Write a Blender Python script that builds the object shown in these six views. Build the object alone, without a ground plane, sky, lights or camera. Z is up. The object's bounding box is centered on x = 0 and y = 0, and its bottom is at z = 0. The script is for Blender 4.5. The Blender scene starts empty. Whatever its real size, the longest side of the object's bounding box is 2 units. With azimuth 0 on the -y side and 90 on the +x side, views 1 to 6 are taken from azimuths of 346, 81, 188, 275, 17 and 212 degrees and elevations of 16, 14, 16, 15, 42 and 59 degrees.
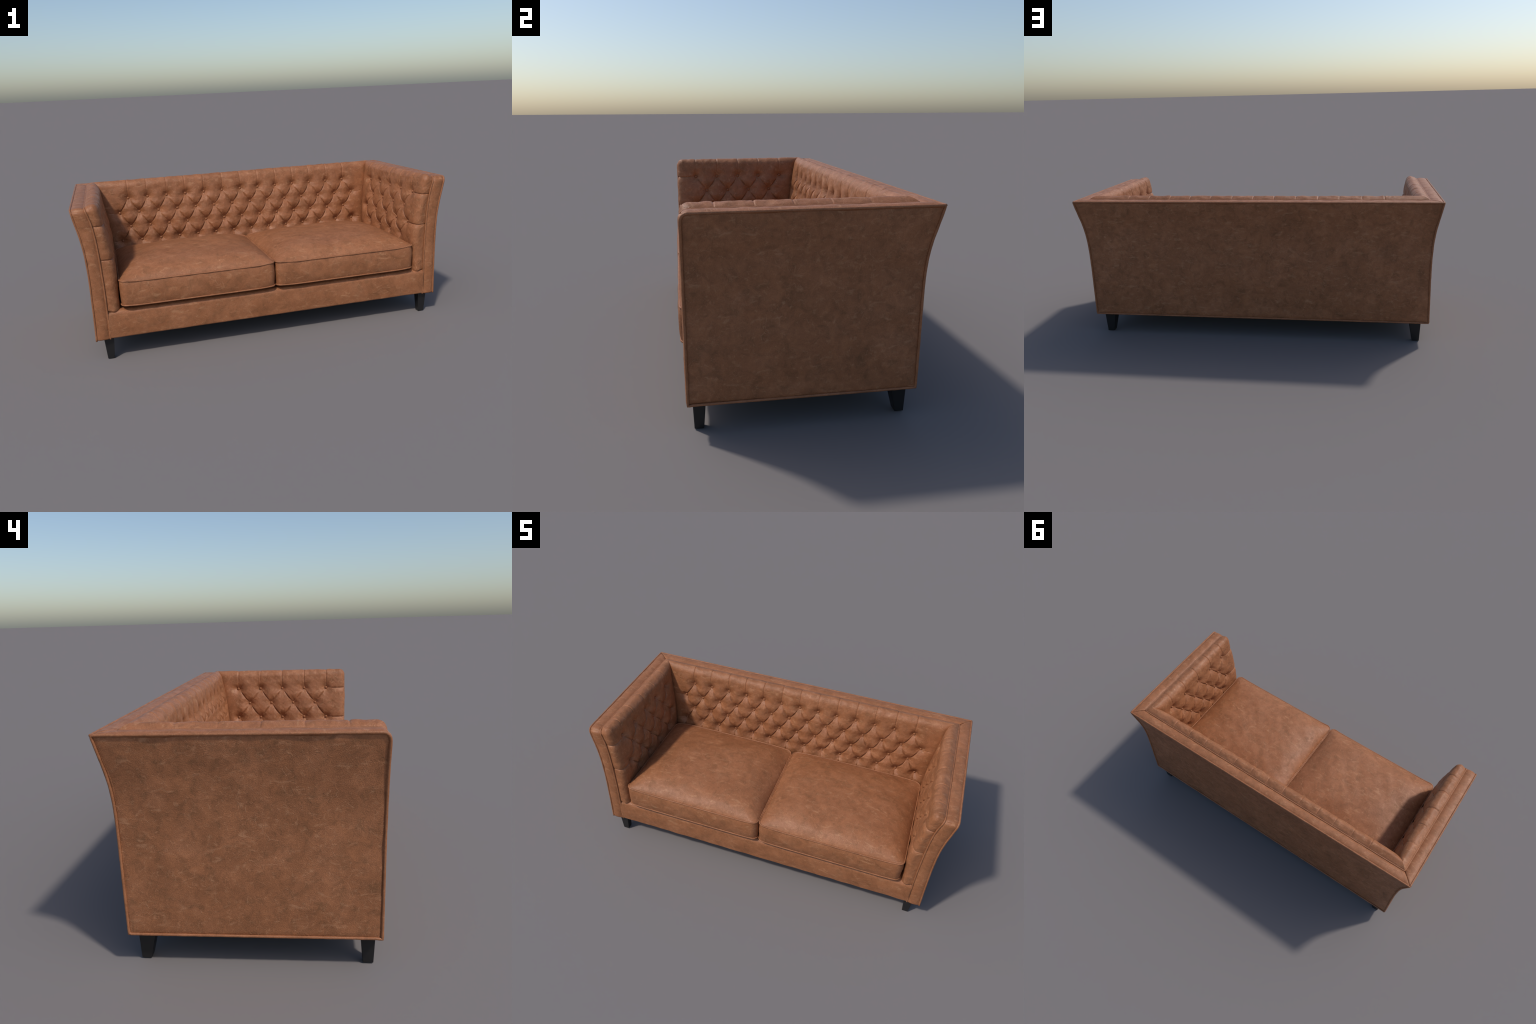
import bpy, math
import numpy as np
from mathutils import Vector

rng = np.random.default_rng(7)

# ------------------------------------------------------------------ helpers
def smooth(t):
    t = np.clip(t, 0, 1)
    return t * t * (3 - 2 * t)

def curve1d(pts):
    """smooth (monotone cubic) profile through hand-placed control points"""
    xs = np.array([p[0] for p in pts], float)
    ys = np.array([p[1] for p in pts], float)
    h = np.diff(xs); dl = np.diff(ys) / h
    m = np.zeros(len(xs)); m[0] = dl[0]; m[-1] = dl[-1]
    for i in range(1, len(xs) - 1):
        m[i] = 0 if dl[i-1] * dl[i] <= 0 else 2 * dl[i-1] * dl[i] / (dl[i-1] + dl[i])
    def f(x):
        x = np.clip(np.asarray(x, float), xs[0], xs[-1])
        i = np.clip(np.searchsorted(xs, x) - 1, 0, len(xs) - 2)
        t = (x - xs[i]) / h[i]
        return ((2*t**3-3*t**2+1)*ys[i] + (t**3-2*t**2+t)*h[i]*m[i]
                + (-2*t**3+3*t**2)*ys[i+1] + (t**3-t**2)*h[i]*m[i+1])
    return f

class Waves:
    """cheap smooth noise: a sum of random plane waves"""
    def __init__(self, scale, n=14, seed=1):
        r = np.random.default_rng(seed)
        d = r.normal(size=(n, 3)); d /= np.linalg.norm(d, axis=1)[:, None]
        self.k = d * (r.uniform(.6, 1.5, n) * 2 * math.pi / scale)[:, None]
        self.p = r.uniform(0, 2 * math.pi, n); self.n = n
    def __call__(self, P):
        return np.sin(P @ self.k.T + self.p).sum(1) / math.sqrt(self.n)

def mesh_obj(name, V, F, mat, parent, smooth_shade=True, merge=0.0, flip=False, closed_body=False):
    me = bpy.data.meshes.new(name)
    V = np.asarray(V, float)
    F = [tuple(int(i) for i in f) for f in F]
    if closed_body:                      # face outwards: a closed body has positive volume
        c = V.mean(0)
        vol = sum(float(np.dot(V[f[0]] - c, np.cross(V[f[i]] - c, V[f[i+1]] - c))) for f in F for i in range(1, len(f) - 1))
        flip = vol < 0
    if flip:
        F = [f[::-1] for f in F]
    me.from_pydata([tuple(v) for v in V], [], F)
    if merge > 0:
        import bmesh
        bm = bmesh.new(); bm.from_mesh(me)
        bmesh.ops.remove_doubles(bm, verts=bm.verts, dist=merge)
        bmesh.ops.dissolve_degenerate(bm, dist=1e-6, edges=bm.edges)
        bm.to_mesh(me); bm.free()
    me.materials.append(mat)
    if smooth_shade:
        me.polygons.foreach_set("use_smooth", [True] * len(me.polygons))
    me.validate(); me.update()
    ob = bpy.data.objects.new(name, me)
    bpy.context.scene.collection.objects.link(ob)
    ob.parent = parent
    return ob

def grid_faces(nu, nv, closed_u=False, closed_v=False, off=0):
    i = np.arange(nu if closed_u else nu - 1); j = np.arange(nv if closed_v else nv - 1)
    I, J = np.meshgrid(i, j, indexing='ij')
    I = I.ravel(); J = J.ravel(); I2 = (I + 1) % nu; J2 = (J + 1) % nv
    return (np.stack([I*nv+J, I2*nv+J, I2*nv+J2, I*nv+J2], 1) + off).tolist()

def solidify(ob, t):
    """give a sheet its board thickness, on the inner side"""
    bpy.context.view_layer.objects.active = ob
    m = ob.modifiers.new("board", 'SOLIDIFY'); m.thickness = t; m.offset = -1
    bpy.context.view_layer.update()
    dg = bpy.context.evaluated_depsgraph_get()
    me = bpy.data.meshes.new_from_object(ob.evaluated_get(dg))
    ob.modifiers.clear(); old = ob.data; me.name = old.name; ob.data = me
    bpy.data.meshes.remove(old)

def resample(P, step, closed=False):
    P = np.asarray(P, float)
    if closed: P = np.vstack([P, P[:1]])
    s = np.r_[0, np.cumsum(np.linalg.norm(np.diff(P, axis=0), axis=1))]
    n = max(2, int(round(s[-1] / step)))
    t = np.linspace(0, s[-1], n + 1)
    if closed: t = t[:-1]
    return np.stack([np.interp(t, s, P[:, i]) for i in range(3)], 1)

def tube(P, r, sides=10, closed=False, seed=0, step=.006):
    P = resample(P, step, closed); n = len(P)
    if closed: T = np.roll(P, -1, 0) - np.roll(P, 1, 0)
    else: T = np.gradient(P, axis=0)
    T /= np.linalg.norm(T, axis=1)[:, None]
    N = np.zeros_like(P)
    a = np.array([0.3, 0.2, 0.9]) if abs(T[0, 2]) < .8 else np.array([.9, .3, .1])
    N[0] = a - T[0] * (a @ T[0]); N[0] /= np.linalg.norm(N[0])
    for i in range(1, n):
        v = N[i-1] - T[i] * (N[i-1] @ T[i]); N[i] = v / np.linalg.norm(v)
    B = np.cross(T, N)
    w = Waves(.05, seed=seed + 11)(P); w2 = Waves(.013, seed=seed + 5)(P)
    rad = r * (1 + .05 * w + .03 * w2)
    ang = np.arange(sides) * 2 * math.pi / sides
    V = (P[:, None] + rad[:, None, None] * (np.cos(ang)[None, :, None] * N[:, None]
         + np.sin(ang)[None, :, None] * B[:, None])).reshape(-1, 3)
    F = grid_faces(n, sides, closed_u=closed, closed_v=True)
    if not closed:                       # rounded ends
        k = len(V); V = np.vstack([V, P[0] - T[0]*r*.5, P[-1] + T[-1]*r*.5])
        F += [(k, j, (j+1) % sides) for j in range(sides)][:]
        b = (n-1) * sides
        F += [(k+1, b+(j+1) % sides, b+j) for j in range(sides)]
    return V, F

# ------------------------------------------------------------------ materials
def leather(name, dark, mid, light, pale, offset=(0, 0, 0), pale_amt=.6, rough=.5, grain=1.0, patch=9.0, stretch=(16, 40, 40), blotch=.82):
    m = bpy.data.materials.new(name); m.use_nodes = True
    nt = m.node_tree; N = nt.nodes; L = nt.links
    bsdf = N["Principled BSDF"]
    tc = N.new("ShaderNodeTexCoord"); mp = N.new("ShaderNodeMapping")
    mp.inputs["Location"].default_value = offset
    L.new(tc.outputs["Object"], mp.inputs["Vector"])
    def noise(scale, detail=4, rough_=.55, dist=0.0, vec=None):
        n = N.new("ShaderNodeTexNoise")
        n.inputs["Scale"].default_value = scale; n.inputs["Detail"].default_value = detail
        n.inputs["Roughness"].default_value = rough_; n.inputs["Distortion"].default_value = dist
        L.new((vec or mp.outputs["Vector"]), n.inputs["Vector"]); return n
    def ramp(src, stops):
        r = N.new("ShaderNodeValToRGB"); e = r.color_ramp.elements
        while len(e) < len(stops): e.new(.5)
        for el, (p, c) in zip(e, stops):
            el.position = p; el.color = (*c, 1) if len(c) == 3 else c
        L.new(src, r.inputs["Fac"]); return r
    def mix(a, b, fac, mode='MIX'):
        x = N.new("ShaderNodeMix"); x.data_type = 'RGBA'; x.blend_type = mode
        if isinstance(fac, float): x.inputs[0].default_value = fac
        else: L.new(fac, x.inputs[0])
        for s, v in ((6, a), (7, b)):
            if isinstance(v, tuple): x.inputs[s].default_value = (*v, 1)
            else: L.new(v, x.inputs[s])
        return x.outputs[2]
    def math_(op, a, b):
        x = N.new("ShaderNodeMath"); x.operation = op
        for i, v in enumerate((a, b)):
            if isinstance(v, (int, float)): x.inputs[i].default_value = v
            else: L.new(v, x.inputs[i])
        return x.outputs[0]
    g = lambda v: (v, v, v)
    # cloudy tanning patches
    big = noise(patch, 5, .6, .6)
    col = ramp(big.outputs["Fac"], [(.30, dark), (.5, mid), (.68, light)]).outputs["Color"]
    # smaller brushed blotches
    med = noise(patch * 3.0, 5, .62, .9)
    blot = ramp(med.outputs["Fac"], [(.32, (blotch, blotch + .035, blotch + .015)), (.48, g(.98)), (.66, g(1.0 + .6 * (1 - blotch)))])
    col = mix(col, blot.outputs["Color"], 1.0, 'MULTIPLY')
    # pale fat-wrinkle strokes: thin warped cell edges, kept only in scattered places
    wob = noise(16, 3, .6)
    va = N.new("ShaderNodeVectorMath"); va.operation = 'MULTIPLY_ADD'
    L.new(wob.outputs["Color"], va.inputs[0]); va.inputs[1].default_value = (.022, .022, .022)
    L.new(mp.outputs["Vector"], va.inputs[2])
    strokes = None
    for sc, th in ((14, .022), (24, .032), (43, .045)):
        v = N.new("ShaderNodeTexVoronoi"); v.feature = 'DISTANCE_TO_EDGE'
        v.inputs["Scale"].default_value = sc; L.new(va.outputs[0], v.inputs["Vector"])
        line = ramp(v.outputs["Distance"], [(0, g(1)), (th, g(0))]).outputs["Color"]
        keep = ramp(noise(sc * .62, 2, .5).outputs["Fac"], [(.54, g(0)), (.66, g(1))]).outputs["Color"]
        dash = ramp(noise(sc * 2.6, 2, .5).outputs["Fac"], [(.44, g(0)), (.58, g(1))]).outputs["Color"]
        s = math_('MULTIPLY', math_('MULTIPLY', line, keep), dash)
        strokes = s if strokes is None else math_('MAXIMUM', strokes, s)
    st = N.new("ShaderNodeVectorMath"); st.operation = 'MULTIPLY'      # short brushed scuffs
    L.new(mp.outputs["Vector"], st.inputs[0]); st.inputs[1].default_value = stretch
    smear = ramp(noise(1, 3, .55, .8, vec=st.outputs[0]).outputs["Fac"], [(.60, g(0)), (.74, g(.9))]).outputs["Color"]
    st2 = N.new("ShaderNodeMapping"); st2.inputs["Rotation"].default_value = (.5, .9, 1.1)
    st2.inputs["Scale"].default_value = (22, 60, 60); L.new(mp.outputs["Vector"], st2.inputs["Vector"])
    smear2 = ramp(noise(1, 3, .6, .8, vec=st2.outputs[0]).outputs["Fac"], [(.59, g(0)), (.73, g(.85))]).outputs["Color"]
    smear = math_('MAXIMUM', smear, smear2)
    pf = math_('MULTIPLY', math_('MAXIMUM', strokes, smear), pale_amt)
    col = mix(col, pale, pf)
    # fine grain
    fine = noise(300, 3, .7)
    col = mix(col, ramp(fine.outputs["Fac"], [(.3, g(.78)), (.7, g(1.18))]).outputs["Color"], .9, 'MULTIPLY')
    L.new(col, bsdf.inputs["Base Color"])
    L.new(ramp(med.outputs["Fac"], [(.3, g(rough + .08)), (.7, g(rough - .06))]).outputs["Color"], bsdf.inputs["Roughness"])
    bsdf.inputs["Specular IOR Level"].default_value = .35
    # pebbled relief
    peb = N.new("ShaderNodeTexVoronoi"); peb.inputs["Scale"].default_value = 330
    L.new(mp.outputs["Vector"], peb.inputs["Vector"])
    b1 = N.new("ShaderNodeBump"); b1.inputs["Strength"].default_value = .4 * grain; b1.inputs["Distance"].default_value = .0012
    L.new(peb.outputs["Distance"], b1.inputs["Height"])
    b2 = N.new("ShaderNodeBump"); b2.inputs["Strength"].default_value = .22 * grain; b2.inputs["Distance"].default_value = .002
    L.new(noise(110, 4, .65, .5).outputs["Fac"], b2.inputs["Height"]); L.new(b1.outputs[0], b2.inputs["Normal"])
    b3 = N.new("ShaderNodeBump"); b3.inputs["Strength"].default_value = .25 * grain; b3.inputs["Distance"].default_value = .0015
    L.new(strokes, b3.inputs["Height"]); L.new(b2.outputs[0], b3.inputs["Normal"])
    L.new(b3.outputs[0], bsdf.inputs["Normal"])
    return m

def plain(name, col, rough, spec=.4):
    m = bpy.data.materials.new(name); m.use_nodes = True
    nt = m.node_tree; b = nt.nodes["Principled BSDF"]
    tc = nt.nodes.new("ShaderNodeTexCoord"); n = nt.nodes.new("ShaderNodeTexNoise")
    n.inputs["Scale"].default_value = 60; n.inputs["Detail"].default_value = 3
    nt.links.new(tc.outputs["Object"], n.inputs["Vector"])
    r = nt.nodes.new("ShaderNodeValToRGB")
    r.color_ramp.elements[0].color = (*[c * .85 for c in col], 1); r.color_ramp.elements[1].color = (*[c * 1.15 for c in col], 1)
    nt.links.new(n.outputs["Fac"], r.inputs["Fac"]); nt.links.new(r.outputs["Color"], b.inputs["Base Color"])
    b.inputs["Roughness"].default_value = rough; b.inputs["Specular IOR Level"].default_value = spec
    return m

DARK, MID, LIGHT, PALE = (.276, .105, .042), (.320, .123, .051), (.352, .141, .062), (.50, .25, .125)
M_PAD = leather("tufted_leather", DARK, MID, LIGHT, PALE)
M_CUSH = leather("cushion_leather", DARK, MID, LIGHT, PALE, offset=(3.1, 1.7, .4))
M_PANEL = leather("panel_leather", (.262, .103, .043), (.305, .120, .051), (.345, .140, .063), (.48, .24, .125), offset=(.4, 5.2, 2.2), grain=1.3, stretch=(18, 18, 44), blotch=.76)
M_PIPE = leather("piping_leather", (.285, .110, .046), (.322, .127, .055), (.352, .144, .066), PALE, offset=(7.4, .3, 1.2), pale_amt=.2)
M_LEG = plain("black_lacquered_wood", (.016, .015, .015), .38)
M_DUST = plain("black_dust_cloth", (.02, .019, .018), .9, .1)

# ------------------------------------------------------------------ main dimensions
ZB, ZT = .1165, .787            # underside and top of the upholstered frame
YF = -.423                     # front face of the arms
RC = .025                      # rounding of the arms' upper front corner
PR = .0048                     # piping radius
side_out = curve1d([(.10, .9515), (.25, .9490), (.40, .9480), (.47, .9490), (.555, .9530), (.64, .9635), (.71, .9780), (.79, .9950)])
back_out = curve1d([(.10, .3940), (.30, .3985), (.45, .4010), (.52, .4020), (.60, .4065), (.66, .4145), (.72, .4265), (.79, .4412)])
side_in = curve1d([(.10, .883), (.35, .884), (.47, .887), (.58, .892), (.65, .898), (.71, .907), (.79, .930)])
back_in = curve1d([(.10, .335), (.47, .340), (.60, .348), (.70, .361), (.79, .378)])
arm_face = curve1d([(.10, .822), (.30, .815), (.42, .812), (.50, .814), (.58, .823), (.65, .834), (.72, .846), (.81, .860)])
back_face = curve1d([(.10, .250), (.38, .246), (.45, .256), (.55, .266), (.62, .275), (.70, .289), (.76, .302), (.81, .314)])

sofa = bpy.data.objects.new("sofa", None)
bpy.context.scene.collection.objects.link(sofa)
sofa["label"] = "tan leather sofa with button-tufted back and flared arms"
sofa["category"] = "sofa"

# ------------------------------------------------------------------ outer panels
def front_edge(z):
    """y of the arm's front edge at height z, with the rounded upper corner"""
    t = np.clip((z - (ZT - RC)) / RC, 0, 1)
    return YF + RC * (1 - np.sqrt(np.clip(1 - t * t, 0, 1)))

def edge_sink(a, b, w=.011):
    """upholstery tucks in towards a seam: 0 in the middle, 1 at the border"""
    return np.exp(-np.minimum(a, b) / w)

zz = np.r_[np.linspace(ZB, ZT - RC, 110), ZT - RC + RC * np.sin(np.linspace(0, math.pi/2, 12))[1:]]
for s in (-1, 1):
    tt = np.linspace(0, 1, 140)
    Z, Tt = np.meshgrid(zz, tt, indexing='ij')
    y0 = front_edge(Z); y1 = back_out(Z)
    Y = y0 + (y1 - y0) * Tt
    d = np.minimum(np.minimum(Y - y0, y1 - Y), np.minimum(Z - ZB, ZT - Z))
    X = side_out(Z) - .0035 * np.exp(-d / .008) + .006 * smooth(d / .22)
    P = np.stack([s * X, Y, Z], -1).reshape(-1, 3)
    P[:, 0] += s * .0011 * Waves(.16, seed=3 + s)(P)
    ob = mesh_obj("side_panel", P, grid_faces(len(zz), 140), M_PANEL, sofa, flip=(s > 0))
    solidify(ob, .012)

zzb = np.linspace(ZB, ZT, 120); tt = np.linspace(-1, 1, 260)
Z, Tt = np.meshgrid(zzb, tt, indexing='ij')
X = side_out(Z) * Tt
d = np.minimum(side_out(Z) - np.abs(X), np.minimum(Z - ZB, ZT - Z))
Y = back_out(Z) - .0035 * np.exp(-d / .008) + .003 * smooth(d / .2)
P = np.stack([X, Y, Z], -1).reshape(-1, 3)
P[:, 1] += .0011 * Waves(.18, seed=9)(P)
solidify(mesh_obj("back_panel", P, grid_faces(len(zzb), 260), M_PANEL, sofa, flip=False), .012)

# ------------------------------------------------------------------ border bands (front facing and top rail)
for s in (-1, 1):
    # path up the front, round the corner and back along the top
    zs = np.linspace(ZB, ZT - RC, 120)
    A = np.linspace(0, math.pi/2, 14)[1:-1]
    front = [(YF, z, -1, 0) for z in zs]
    corner = [(YF + RC - RC*math.cos(a), ZT - RC + RC*math.sin(a), -math.cos(a), math.sin(a)) for a in A]
    top = [(y, ZT, 0, 1) for y in np.linspace(YF + RC, 1.0, 130)]
    path = np.array(front + corner + top)
    nt_ = 15; ts = np.linspace(0, 1, nt_)
    V = np.zeros((len(path), nt_, 3))
    y_top_t = np.linspace(0, 1, 130)
    for j, t in enumerate(ts):
        z = path[:, 1]; y = path[:, 0].copy()
        xo = side_out(z); xi = side_in(z)
        yend = back_out(ZT) + (back_in(ZT) - back_out(ZT)) * t
        y[-130:] = (YF + RC) + (yend - YF - RC) * y_top_t
        puff = .0085 * (1 - abs(2*t - 1)**2.5) - .0015
        # a stitched seam where the front facing meets the top, and a mitre at the rear corner
        arc = np.arange(len(path), dtype=float) - (len(zs) + 5)
        seam = .0040 * np.exp(-np.abs(arc) / .9) * (1 - abs(2*t-1)**4)
        mit = .0028 * np.exp(-np.abs(yend - y) / .004); mit[:-130] = 0
        h = puff - seam - mit
        V[:, j, 0] = s * (xo + (xi - xo) * t)
        V[:, j, 1] = y + path[:, 2] * h
        V[:, j, 2] = z + path[:, 3] * h
    P = V.reshape(-1, 3); k = Waves(.07, seed=21 + s)(P) * .0008
    P[:, 1] -= k * (P[:, 2] < ZT - RC); P[:, 2] += k * (P[:, 2] > ZT - .01)
    ob = mesh_obj("border_band", P, grid_faces(len(path), nt_), M_PAD, sofa, flip=(s < 0))
    solidify(ob, .008)
n = 300; ts = np.linspace(0, 1, 15); V = np.zeros((n, 15, 3)); q = np.linspace(-1, 1, n)
for j, t in enumerate(ts):
    xe = side_out(ZT) + (side_in(ZT) - side_out(ZT)) * t
    V[:, j, 0] = q * xe
    V[:, j, 1] = back_out(ZT) + (back_in(ZT) - back_out(ZT)) * t
    V[:, j, 2] = ZT + .0085 * (1 - abs(2*t-1)**2.5) - .0015 - .0028 * np.exp(-(1 - np.abs(q)) * xe / .004)
P = V.reshape(-1, 3); P[:, 2] += Waves(.06, seed=31)(P) * .0008
solidify(mesh_obj("border_band", P, grid_faces(n, 15), M_PAD, sofa, flip=True), .008)

# ------------------------------------------------------------------ piping
def arm_edge(fx, s, y_end):
    zs = np.linspace(ZB - .002, ZT - RC, 60)
    pts = [(s * float(fx(z)), YF, z) for z in zs]
    for a in np.linspace(0, math.pi/2, 12)[1:]:
        z = ZT - RC + RC*math.sin(a); pts.append((s * float(fx(z)), YF + RC - RC*math.cos(a), z))
    pts += [(s * float(fx(ZT)), y, ZT) for y in np.linspace(YF + RC, y_end, 60)[1:]]
    return pts

def round_corner(pts, i, r=.008):
    a, b, c = (np.array(pts[k]) for k in (i-1, i, i+1))
    u = (a-b)/np.linalg.norm(a-b); v = (c-b)/np.linalg.norm(c-b)
    return [tuple(b + u*r*(1-t)**2 + v*r*t**2) for t in np.linspace(0, 1, 6)]

for s in (-1, 1):
    loop = arm_edge(side_out, s, float(back_out(ZT)) - .012)
    zs = np.linspace(ZT, ZB, 80)
    rear = [(s * float(side_out(z)), float(back_out(z)), z) for z in zs]
    k0 = round_corner([loop[-1], rear[0], rear[2]], 1)
    yb = np.linspace(float(back_out(ZB)), YF, 50)
    under = [(s * float(side_out(ZB)), y, ZB) for y in yb]
    k1 = round_corner([rear[-4], rear[-1], under[2]], 1)
    pts = loop + k0 + rear[2:-2] + k1 + under[2:-1]
    V, F = tube(pts, PR, 10, closed=True, seed=int(40 + s))
    mesh_obj("outer_piping", V, F, M_PIPE, sofa, closed_body=True)
for z in (ZT, ZB):
    e = float(side_out(z))
    V, F = tube([(x, float(back_out(z)), z) for x in np.linspace(-e, e, 60)], PR, 10, seed=int(z * 100))
    mesh_obj("outer_piping", V, F, M_PIPE, sofa, closed_body=True)
left = arm_edge(side_in, -1, float(back_in(ZT)) - .012)
right = arm_edge(side_in, 1, float(back_in(ZT)) - .012)[::-1]
cl = (-float(side_in(ZT)), float(back_in(ZT)), ZT); cr = (-cl[0], cl[1], ZT)
mid = [(x, cl[1], ZT) for x in np.linspace(cl[0] + .012, cr[0] - .012, 80)]
pts = left + round_corner([left[-1], cl, mid[0]], 1) + mid + round_corner([mid[-1], cr, right[0]], 1) + right
V, F = tube(np.array(pts) + [0, 0, .001], PR, 10, seed=77)
mesh_obj("inner_piping", V, F, M_PIPE, sofa, closed_body=True)

# ------------------------------------------------------------------ tufted pads
ROWS = [.700, .6145, .5295, .4445]
TD = .075                                        # nominal pad depth in box coordinates

def tufting(U, W, buttons, segs, depth):
    """push-in depth of the padding at box coordinates U (along), W (up)"""
    D = np.zeros_like(U)
    for (bu, bw, bd) in buttons:                 # funnels under the buttons
        r = np.hypot(U - bu, W - bw); k = r < .09
        rr = np.maximum(r[k] - .0045, 0)
        ang = np.arctan2(W[k] - bw, U[k] - bu)
        ph = bu * 91.7 + bw * 57.3
        ray = 1 + .10 * np.sin(5 * ang + ph) + .07 * np.sin(9 * ang + 2.3 * ph)
        f = .58 * np.exp(-rr / (.0125 * ray)) + .42 * np.exp(-(rr / .032) ** 2 * ray)
        D[k] = np.maximum(D[k], bd * f)
    C = np.zeros_like(U)
    for (a, b, amp, bow, wide) in segs:                # pleats between the buttons
        a = np.array(a); b = np.array(b); L = np.linalg.norm(b - a); t = (b - a) / L
        pu = U - a[0]; pw = W - a[1]
        k = (np.minimum(a[0], b[0]) - .05 < U) & (U < np.maximum(a[0], b[0]) + .05) & \
            (np.minimum(a[1], b[1]) - .05 < W) & (W < np.maximum(a[1], b[1]) + .05)
        if not k.any(): continue
        q = (pu[k] * t[0] + pw[k] * t[1]) / L
        off = pu[k] * -t[1] + pw[k] * t[0] - bow * np.sin(np.pi * np.clip(q, 0, 1))
        over = np.maximum(np.maximum(-q, q - 1), 0) * L
        dist = np.hypot(off, over)
        side = np.where(off > 0, 1.0, .55)       # the upper flap folds over the lower one
        val = amp * (.0068 * np.exp(-(dist / .0026) ** 2) + .0028 * np.exp(-dist / (.006 * side)) + wide * np.exp(-(dist / (.018)) ** 2 * (.7 + .5 * side)))
        C[k] = np.maximum(C[k], val)
    return D, C

def build_pad(name, u0, u1, w0, w1, R, wrap_front, both_ends, buttons, segs, place, step=.0022):
    """box-shaped cushion with rounded edges: inner face, top, underside and (for arms) front face"""
    us = np.linspace(u0, u1, int(round((u1-u0)/step)) + 1)
    ws = np.linspace(w0, w1, int(round((w1-w0)/step)) + 1)
    ds = np.linspace(0, TD, int(round(TD/step)) + 1)
    Vs = []; Fs = []; off = 0
    def add(A, B, fn, flip):
        nonlocal off
        a, b = np.meshgrid(A, B, indexing='ij')
        p = np.stack(fn(a, b), -1).reshape(-1, 3)
        f = grid_faces(len(A), len(B), off=off)
        if flip: f = [x[::-1] for x in f]
        Vs.append(p); Fs.extend(f); off += len(p)
    add(us, ws, lambda a, b: (a, b, a*0 + TD), False)
    add(us, ds, lambda a, b: (a, a*0 + w1, b), True)
    add(us, ds, lambda a, b: (a, a*0 + w0, b), False)
    if wrap_front:
        add(ws, ds, lambda a, b: (a*0 + u0, a, b), True)
    Q = np.vstack(Vs)                              # columns: u, w, d
    c = Q.copy()
    if wrap_front: c[:, 0] = np.maximum(c[:, 0], u0 + R)
    c[:, 1] = np.clip(c[:, 1], w0 + R * .6, w1 - R)
    c[:, 2] = np.minimum(c[:, 2], TD - R)
    nrm = Q - c
    rad = np.where(Q[:, 1] < w0 + R * .6, R * .6, R)
    Ln = np.linalg.norm(nrm, axis=1)[:, None]
    nrm = nrm / np.maximum(Ln, 1e-9)
    # unequal radii below: scale the vertical part so the surface stays on the box
    G = c + nrm * R
    low = Q[:, 1] < w0 + R * .6
    G[low, 1] = c[low, 1] + nrm[low, 1] * R * .6
    D, C = tufting(Q[:, 0], Q[:, 1], buttons, segs, Q[:, 2])
    face = smooth((Q[:, 2] - .015) / .03) if not wrap_front else smooth((Q[:, 2] - .005) / .03)
    D = D * face
    endd = np.minimum(u1 - Q[:, 0], (Q[:, 0] - u0) if both_ends else 9.)
    C = C * smooth(endd / .03); D = D * smooth(endd / .05)
    seamfade = (smooth(Q[:, 2] / .05) * .65 + .35) * (1 - .45 * smooth((Q[:, 1] - ROWS[0] - .02) / .05))
    dep = np.maximum(D, C * seamfade) + .25 * np.minimum(D, C * seamfade) * (D < .020)
    # loose, slightly uneven stuffing
    Wv = Waves(.06, 18, seed=int(u0 * -100) + 50)(G) * .0011 + Waves(.022, 18, seed=int(u1 * 100) + 8)(G) * .0003
    wgt = smooth(endd / .05) * smooth(Q[:, 2] / .02)
    G = G - nrm * (dep - Wv * wgt)[:, None]
    # the padding is drawn down along the piping
    tuck = np.clip(1 - Q[:, 2] / .042, 0, 1) ** 1.6 + .25 * np.exp(-Q[:, 2] / .003)
    rim = (Q[:, 1] >= w1 - 1e-6)
    if wrap_front: rim |= (Q[:, 0] <= u0 + 1e-6)
    G -= nrm * np.where(rim, (.006 + .009 * nrm[:, 1] ** 2 + .012 * np.abs(nrm[:, 0] * nrm[:, 1])) * tuck, 0)[:, None] * [1, 1, 0]
    if wrap_front: G[:, 2] *= 1 - (.08 + .07 * smooth((G[:, 1] - .5) / .2)) * np.exp(-np.maximum(G[:, 0] - u0, 0) / .07)
    # and rolls inwards at the corner seam
    G[:, 2] *= 1 - .10 * np.exp(-endd / .010) - .05 * np.exp(-(endd / .035) ** 2)
    return place(G), Fs, Q

def crease_list(cols_a, cols_b, du, top, bottom):
    segs = []
    r = np.random.default_rng(17)
    lat = [cols_a, cols_b, cols_a, cols_b]
    for i in range(3):
        for u in lat[i]:
            for v in lat[i+1]:
                if abs(abs(u - v) - du / 2) < 1e-3:
                    segs.append(((u, ROWS[i]), (v, ROWS[i+1]), r.uniform(.85, 1.1), r.uniform(.0003, .0022) * (1 if v < u else -1), .0048))
    for u in cols_a: segs.append(((u, ROWS[0]), (u + r.uniform(-.003, .003), top), r.uniform(.6, .9), r.uniform(-.002, .002), .0008))
    for u in cols_b: segs.append(((u, ROWS[3]), (u + r.uniform(-.004, .004), bottom), .85, 0., .003))
    return segs

def make_button_mesh():
    prof = [(.0, .0050), (.0030, .0047), (.0058, .0035), (.0076, .0014), (.0082, -.0010), (.0078, -.0045)]
    k = 20; V = [(0, 0, prof[0][1])]; F = []
    for (r, h) in prof[1:]:
        V += [(r*math.cos(2*math.pi*i/k), r*math.sin(2*math.pi*i/k), h) for i in range(k)]
    F += [(0, 1+i, 1+(i+1) % k) for i in range(k)]
    for a in range(len(prof) - 2):
        b = 1 + a*k
        F += [(b+i, b+k+i, b+k+(i+1) % k, b+(i+1) % k) for i in range(k)]
    return V, F

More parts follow.
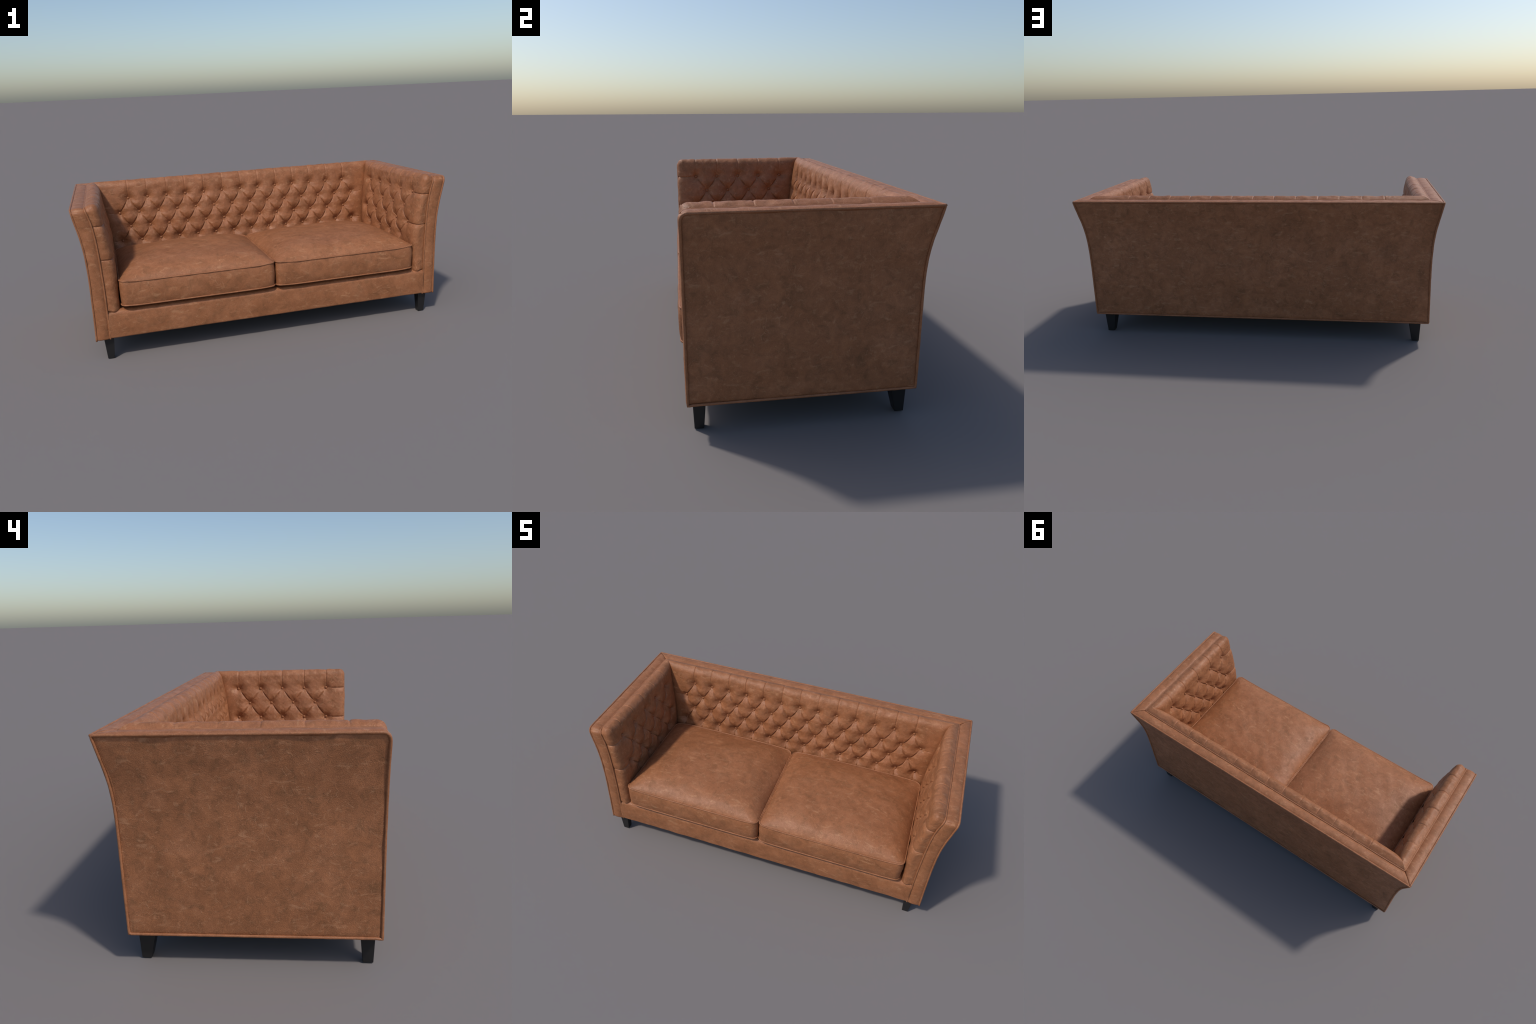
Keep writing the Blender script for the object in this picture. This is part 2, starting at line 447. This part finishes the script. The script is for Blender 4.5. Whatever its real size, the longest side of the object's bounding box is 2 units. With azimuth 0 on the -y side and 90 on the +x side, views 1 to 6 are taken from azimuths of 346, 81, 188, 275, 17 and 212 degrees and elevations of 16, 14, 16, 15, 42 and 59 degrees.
button_proto = None
def add_button(pos, normal, parent):
    global button_proto
    if button_proto is None:
        V, F = make_button_mesh()
        ob = mesh_obj("button", V, F, M_PAD, parent); button_proto = ob
    else:
        ob = button_proto.copy(); bpy.context.scene.collection.objects.link(ob); ob.parent = parent
    ob.location = pos
    q = Vector(normal).to_track_quat('Z', 'Y').to_euler()
    ob.rotation_euler = (q[0], q[1], q[2])

BD_ARM = [.0295, .0285, .0285, .029]; BD_BACK = [.0305, .0285, .0285, .0285]
W1 = .8065

def arm_place(s):
    U1 = .262
    def place(G):
        u, w, d = G[:, 0], G[:, 1], G[:, 2]
        k = np.clip(d / TD, -1, 1.5)
        x = side_in(w) + (arm_face(w) - side_in(w)) * k
        yend = back_in(w) + (back_face(w) - back_in(w)) * k
        y = u + smooth((u - .20) / (U1 - .20)) * (yend - U1)
        return np.stack([s * x, y, w], 1)
    return place

def back_place(G):
    U1 = .815
    u, w, d = G[:, 0], G[:, 1], G[:, 2]
    k = np.clip(d / TD, -1, 1.5)
    y = back_in(w) + (back_face(w) - back_in(w)) * k
    xend = side_in(w) + (arm_face(w) - side_in(w)) * k
    a = np.abs(u)
    x = np.sign(u) * (a + smooth((a - .755) / (U1 - .755)) * (xend - U1))
    return np.stack([x, y, w], 1)

# arms
DUA = .1312
ca = [-.3145 + DUA * i for i in range(5)]; cb = [-.3145 + DUA * (i + .5) for i in range(4)]
for s in (-1, 1):
    r = np.random.default_rng(5 + s)
    btn = [(u, ROWS[i], BD_ARM[i] * r.uniform(.93, 1.05)) for i in range(4) for u in (ca, cb)[i % 2]]
    segs = crease_list(ca, cb, DUA, W1 + .02, .28)
    for i in (0, 2):
        segs.append(((ca[0], ROWS[i]), (YF - .03, ROWS[i] - .002), .75, 0., .0055))
    V, F, Q = build_pad("arm_pad", YF - .003, .262, .246, W1, .034, True, False, btn, segs, arm_place(s))
    pad = mesh_obj("arm_pad", V, F, M_PAD, sofa, merge=2e-5, flip=(s > 0))
    pl = arm_place(s)
    for (u, w, bd) in btn:
        p = pl(np.array([[u, w, TD - bd + .0045]]))
        add_button(p[0], Vector((-s, 0, .12)), pad)
# back
DUB = .1163
ca = [-.698 + DUB * i for i in range(13)]; cb = [-.698 - DUB/2 + DUB * i for i in range(14)]
r = np.random.default_rng(12)
btn = [(u, ROWS[i], BD_BACK[i] * r.uniform(.93, 1.05)) for i in range(4) for u in (ca, cb)[i % 2]]
segs = crease_list(ca, cb, DUB, W1 + .02, .30)
for i in (1, 3):
    for e in (-1, 1):
        segs.append(((e * .756, ROWS[i]), (e * .80, ROWS[i] + .004), .5, 0., .003))
V, F, Q = build_pad("back_pad", -.815, .815, .246, W1, .034, False, True, btn, segs, back_place)
pad = mesh_obj("back_pad", V, F, M_PAD, sofa, merge=2e-5)
for (u, w, bd) in btn:
    p = back_place(np.array([[u, w, TD - bd + .0045]]))
    add_button(p[0], Vector((0, -1, .12)), pad)

# ------------------------------------------------------------------ front rail with seat deck
prof = [(-.36, ZB), (-.417, ZB)]
prof += [(-.417 - .009*math.sin(a), ZB + .009 - .009*math.cos(a)) for a in np.linspace(0, math.pi/2, 6)[1:]]
prof += [(-.426 - .003*math.sin(math.pi*(z-.14)/.096), z) for z in np.linspace(.14, .236, 14)]
prof += [(-.426 + .028*(1-math.cos(a)), .236 + .028*math.sin(a)) for a in np.linspace(0, math.pi/2, 12)[1:]]
prof += [(y, .264) for y in np.linspace(-.37, .34, 40)]
prof = np.array(prof); n = 240
xs = np.linspace(-.886, .886, n)
V = np.zeros((n, len(prof), 3)); V[:, :, 0] = xs[:, None]; V[:, :, 1] = prof[None, :, 0]; V[:, :, 2] = prof[None, :, 1]
P = V.reshape(-1, 3); w = Waves(.12, seed=61)(P) * .0010
P[:, 1] -= w * (P[:, 1] < -.40); P[:, 2] += w * (P[:, 2] > .25)
solidify(mesh_obj("front_rail", P, grid_faces(n, len(prof)), M_CUSH, sofa, flip=False), .01)

# underside
def box(x0, x1, y0, y1, z0, z1):
    V = [(x, y, z) for z in (z0, z1) for y in (y0, y1) for x in (x0, x1)]
    return V, [(0, 2, 3, 1), (4, 5, 7, 6), (0, 1, 5, 4), (2, 6, 7, 3), (0, 4, 6, 2), (1, 3, 7, 5)]
V, F = box(-.942, .942, -.412, .386, ZB + .0015, ZB + .012)
mesh_obj("dust_cover", V, F, M_DUST, sofa, smooth_shade=False)

# ------------------------------------------------------------------ seat cushions
def outline(hx, hy, r, n=480):
    """rounded rectangle, points evenly spaced"""
    P = []
    for cx, cy, a0 in ((hx-r, hy-r, 0), (-hx+r, hy-r, 90), (-hx+r, -hy+r, 180), (hx-r, -hy+r, 270)):
        P += [(cx + r*math.cos(math.radians(a)), cy + r*math.sin(math.radians(a)), 0) for a in np.linspace(a0, a0+90, 14)]
    return resample(P, (4*(hx+hy)) / n, closed=True)[:, :2]

Z_TOP, Z_BOT, Y_PEAK = .409, .283, -.045
HX, HY = .4015, .3320
for s in (-1, 1):
    cx, cy = s * .4065, -.1035
    O = outline(HX, HY, .030); n = len(O)
    tang = np.roll(O, -1, 0) - np.roll(O, 1, 0); tang /= np.linalg.norm(tang, axis=1)[:, None]
    nor = np.stack([tang[:, 1], -tang[:, 0]], 1)
    corner = (np.abs(O[:, 0]) / HX) ** 12 * (np.abs(O[:, 1]) / HY) ** 12     # 1 near the corners
    rise = .006 * np.clip(corner * 3, 0, 1) * (O[:, 1] < 0) + .015 * smooth(O[:, 1] / HY) * (1 - (np.abs(O[:, 0]) / HX) ** 6)                                  # seams lift a little at the corners
    rings = []
    wv = Waves(.30, seed=70 + s); wv2 = Waves(.09, seed=80 + s)
    def crown(sc, top):
        p = O * sc
        X = np.abs(p[:, 0]) / HX; y = p[:, 1] - Y_PEAK
        fy = np.where(y > 0, 1 - np.clip(y / (HY - Y_PEAK), 0, 1) ** 2.7, 1 - np.clip(-y / (HY + Y_PEAK), 0, 1) ** 4.0)
        h = np.clip((1 - np.clip(X, 0, 1) ** (4.4 - 1.2 * np.clip(p[:, 1] / HY, -1, 1))) * fy, 0, 1) ** .75
        h = .85 * h + .15 * (1 - sc ** 5)
        q = np.c_[p + [cx, cy], np.zeros(n)]
        h0 = .0755 * h + (wv(q) * .0035 + wv2(q) * .0009) * np.clip((1 - sc) * 7, 0, 1) * top
        return np.c_[p, (Z_TOP + rise * sc**8 + h0) if top else (Z_BOT + rise*.6*sc**8 - .010 * (1 - sc ** 6))]
    scs_top = np.r_[np.linspace(.004, .9, 70), np.linspace(.9, 1, 22)[1:]]
    rings += [crown(sc, 1) for sc in scs_top]
    for t in np.linspace(0, 1, 24)[1:-1]:                                    # boxing strip between the two seams
        b = ((.0085 - .0055 * np.abs(nor[:, 0])) * (1 - abs(2*t - 1) ** 2.6))[:, None]
        q = O + nor * b
        z = Z_TOP + rise + (Z_BOT + rise * .6 - Z_TOP - rise) * t
        w = wv2(np.c_[q + [cx, cy], z])
        rings.append(np.c_[q + nor * (w * .0012)[:, None], z])
    rings += [crown(sc, 0) for sc in np.r_[np.linspace(1, .9, 8), np.linspace(.9, .004, 20)[1:]]]
    V = np.vstack(rings); V[:, :2] += [cx, cy]
    F = grid_faces(len(rings), n, closed_v=True)
    F.append(tuple(range(n))); F.append(tuple(range((len(rings)-1)*n, len(rings)*n))[::-1])
    cu = mesh_obj("seat_cushion", V, F, M_CUSH, sofa, closed_body=True)
    for zc, rs in ((Z_TOP, rise), (Z_BOT, rise * .6)):
        Pp = np.c_[O + nor * .0015 + [cx, cy], zc + rs]
        V, F = tube(Pp, .0040, 8, closed=True, seed=int(zc * 100) + s)
        mesh_obj("cushion_piping", V, F, M_PIPE, cu, closed_body=True)

# ------------------------------------------------------------------ legs
def leg(top, bot):
    (tx0, tx1, ty0, ty1), (bx0, bx1, by0, by1) = top, bot
    zt = ZB + .006
    V = [(tx0, ty0, zt), (tx1, ty0, zt), (tx1, ty1, zt), (tx0, ty1, zt), (bx0, by0, 0), (bx1, by0, 0), (bx1, by1, 0), (bx0, by1, 0)]
    F = [(0, 1, 2, 3), (7, 6, 5, 4), (0, 4, 5, 1), (1, 5, 6, 2), (2, 6, 7, 3), (3, 7, 4, 0)]
    return V, F
import bmesh
for s in (-1, 1):
    for front in (True, False):
        if front: t, b = (.865, .916, -.4075, -.3590), (.874, .9075, -.4030, -.3690)
        else: t, b = (.846, .913, .312, .3765), (.868, .9070, .3385, .3720)
        if s < 0:
            t = (-t[1], -t[0], t[2], t[3]); b = (-b[1], -b[0], b[2], b[3])
        V, F = leg(t, b)
        ob = mesh_obj("leg", V, F, M_LEG, sofa, smooth_shade=False)
        bm = bmesh.new(); bm.from_mesh(ob.data)
        bmesh.ops.recalc_face_normals(bm, faces=bm.faces)
        bmesh.ops.bevel(bm, geom=list(bm.edges), offset=.0025, segments=2, affect='EDGES', profile=.6)
        bm.to_mesh(ob.data); bm.free()
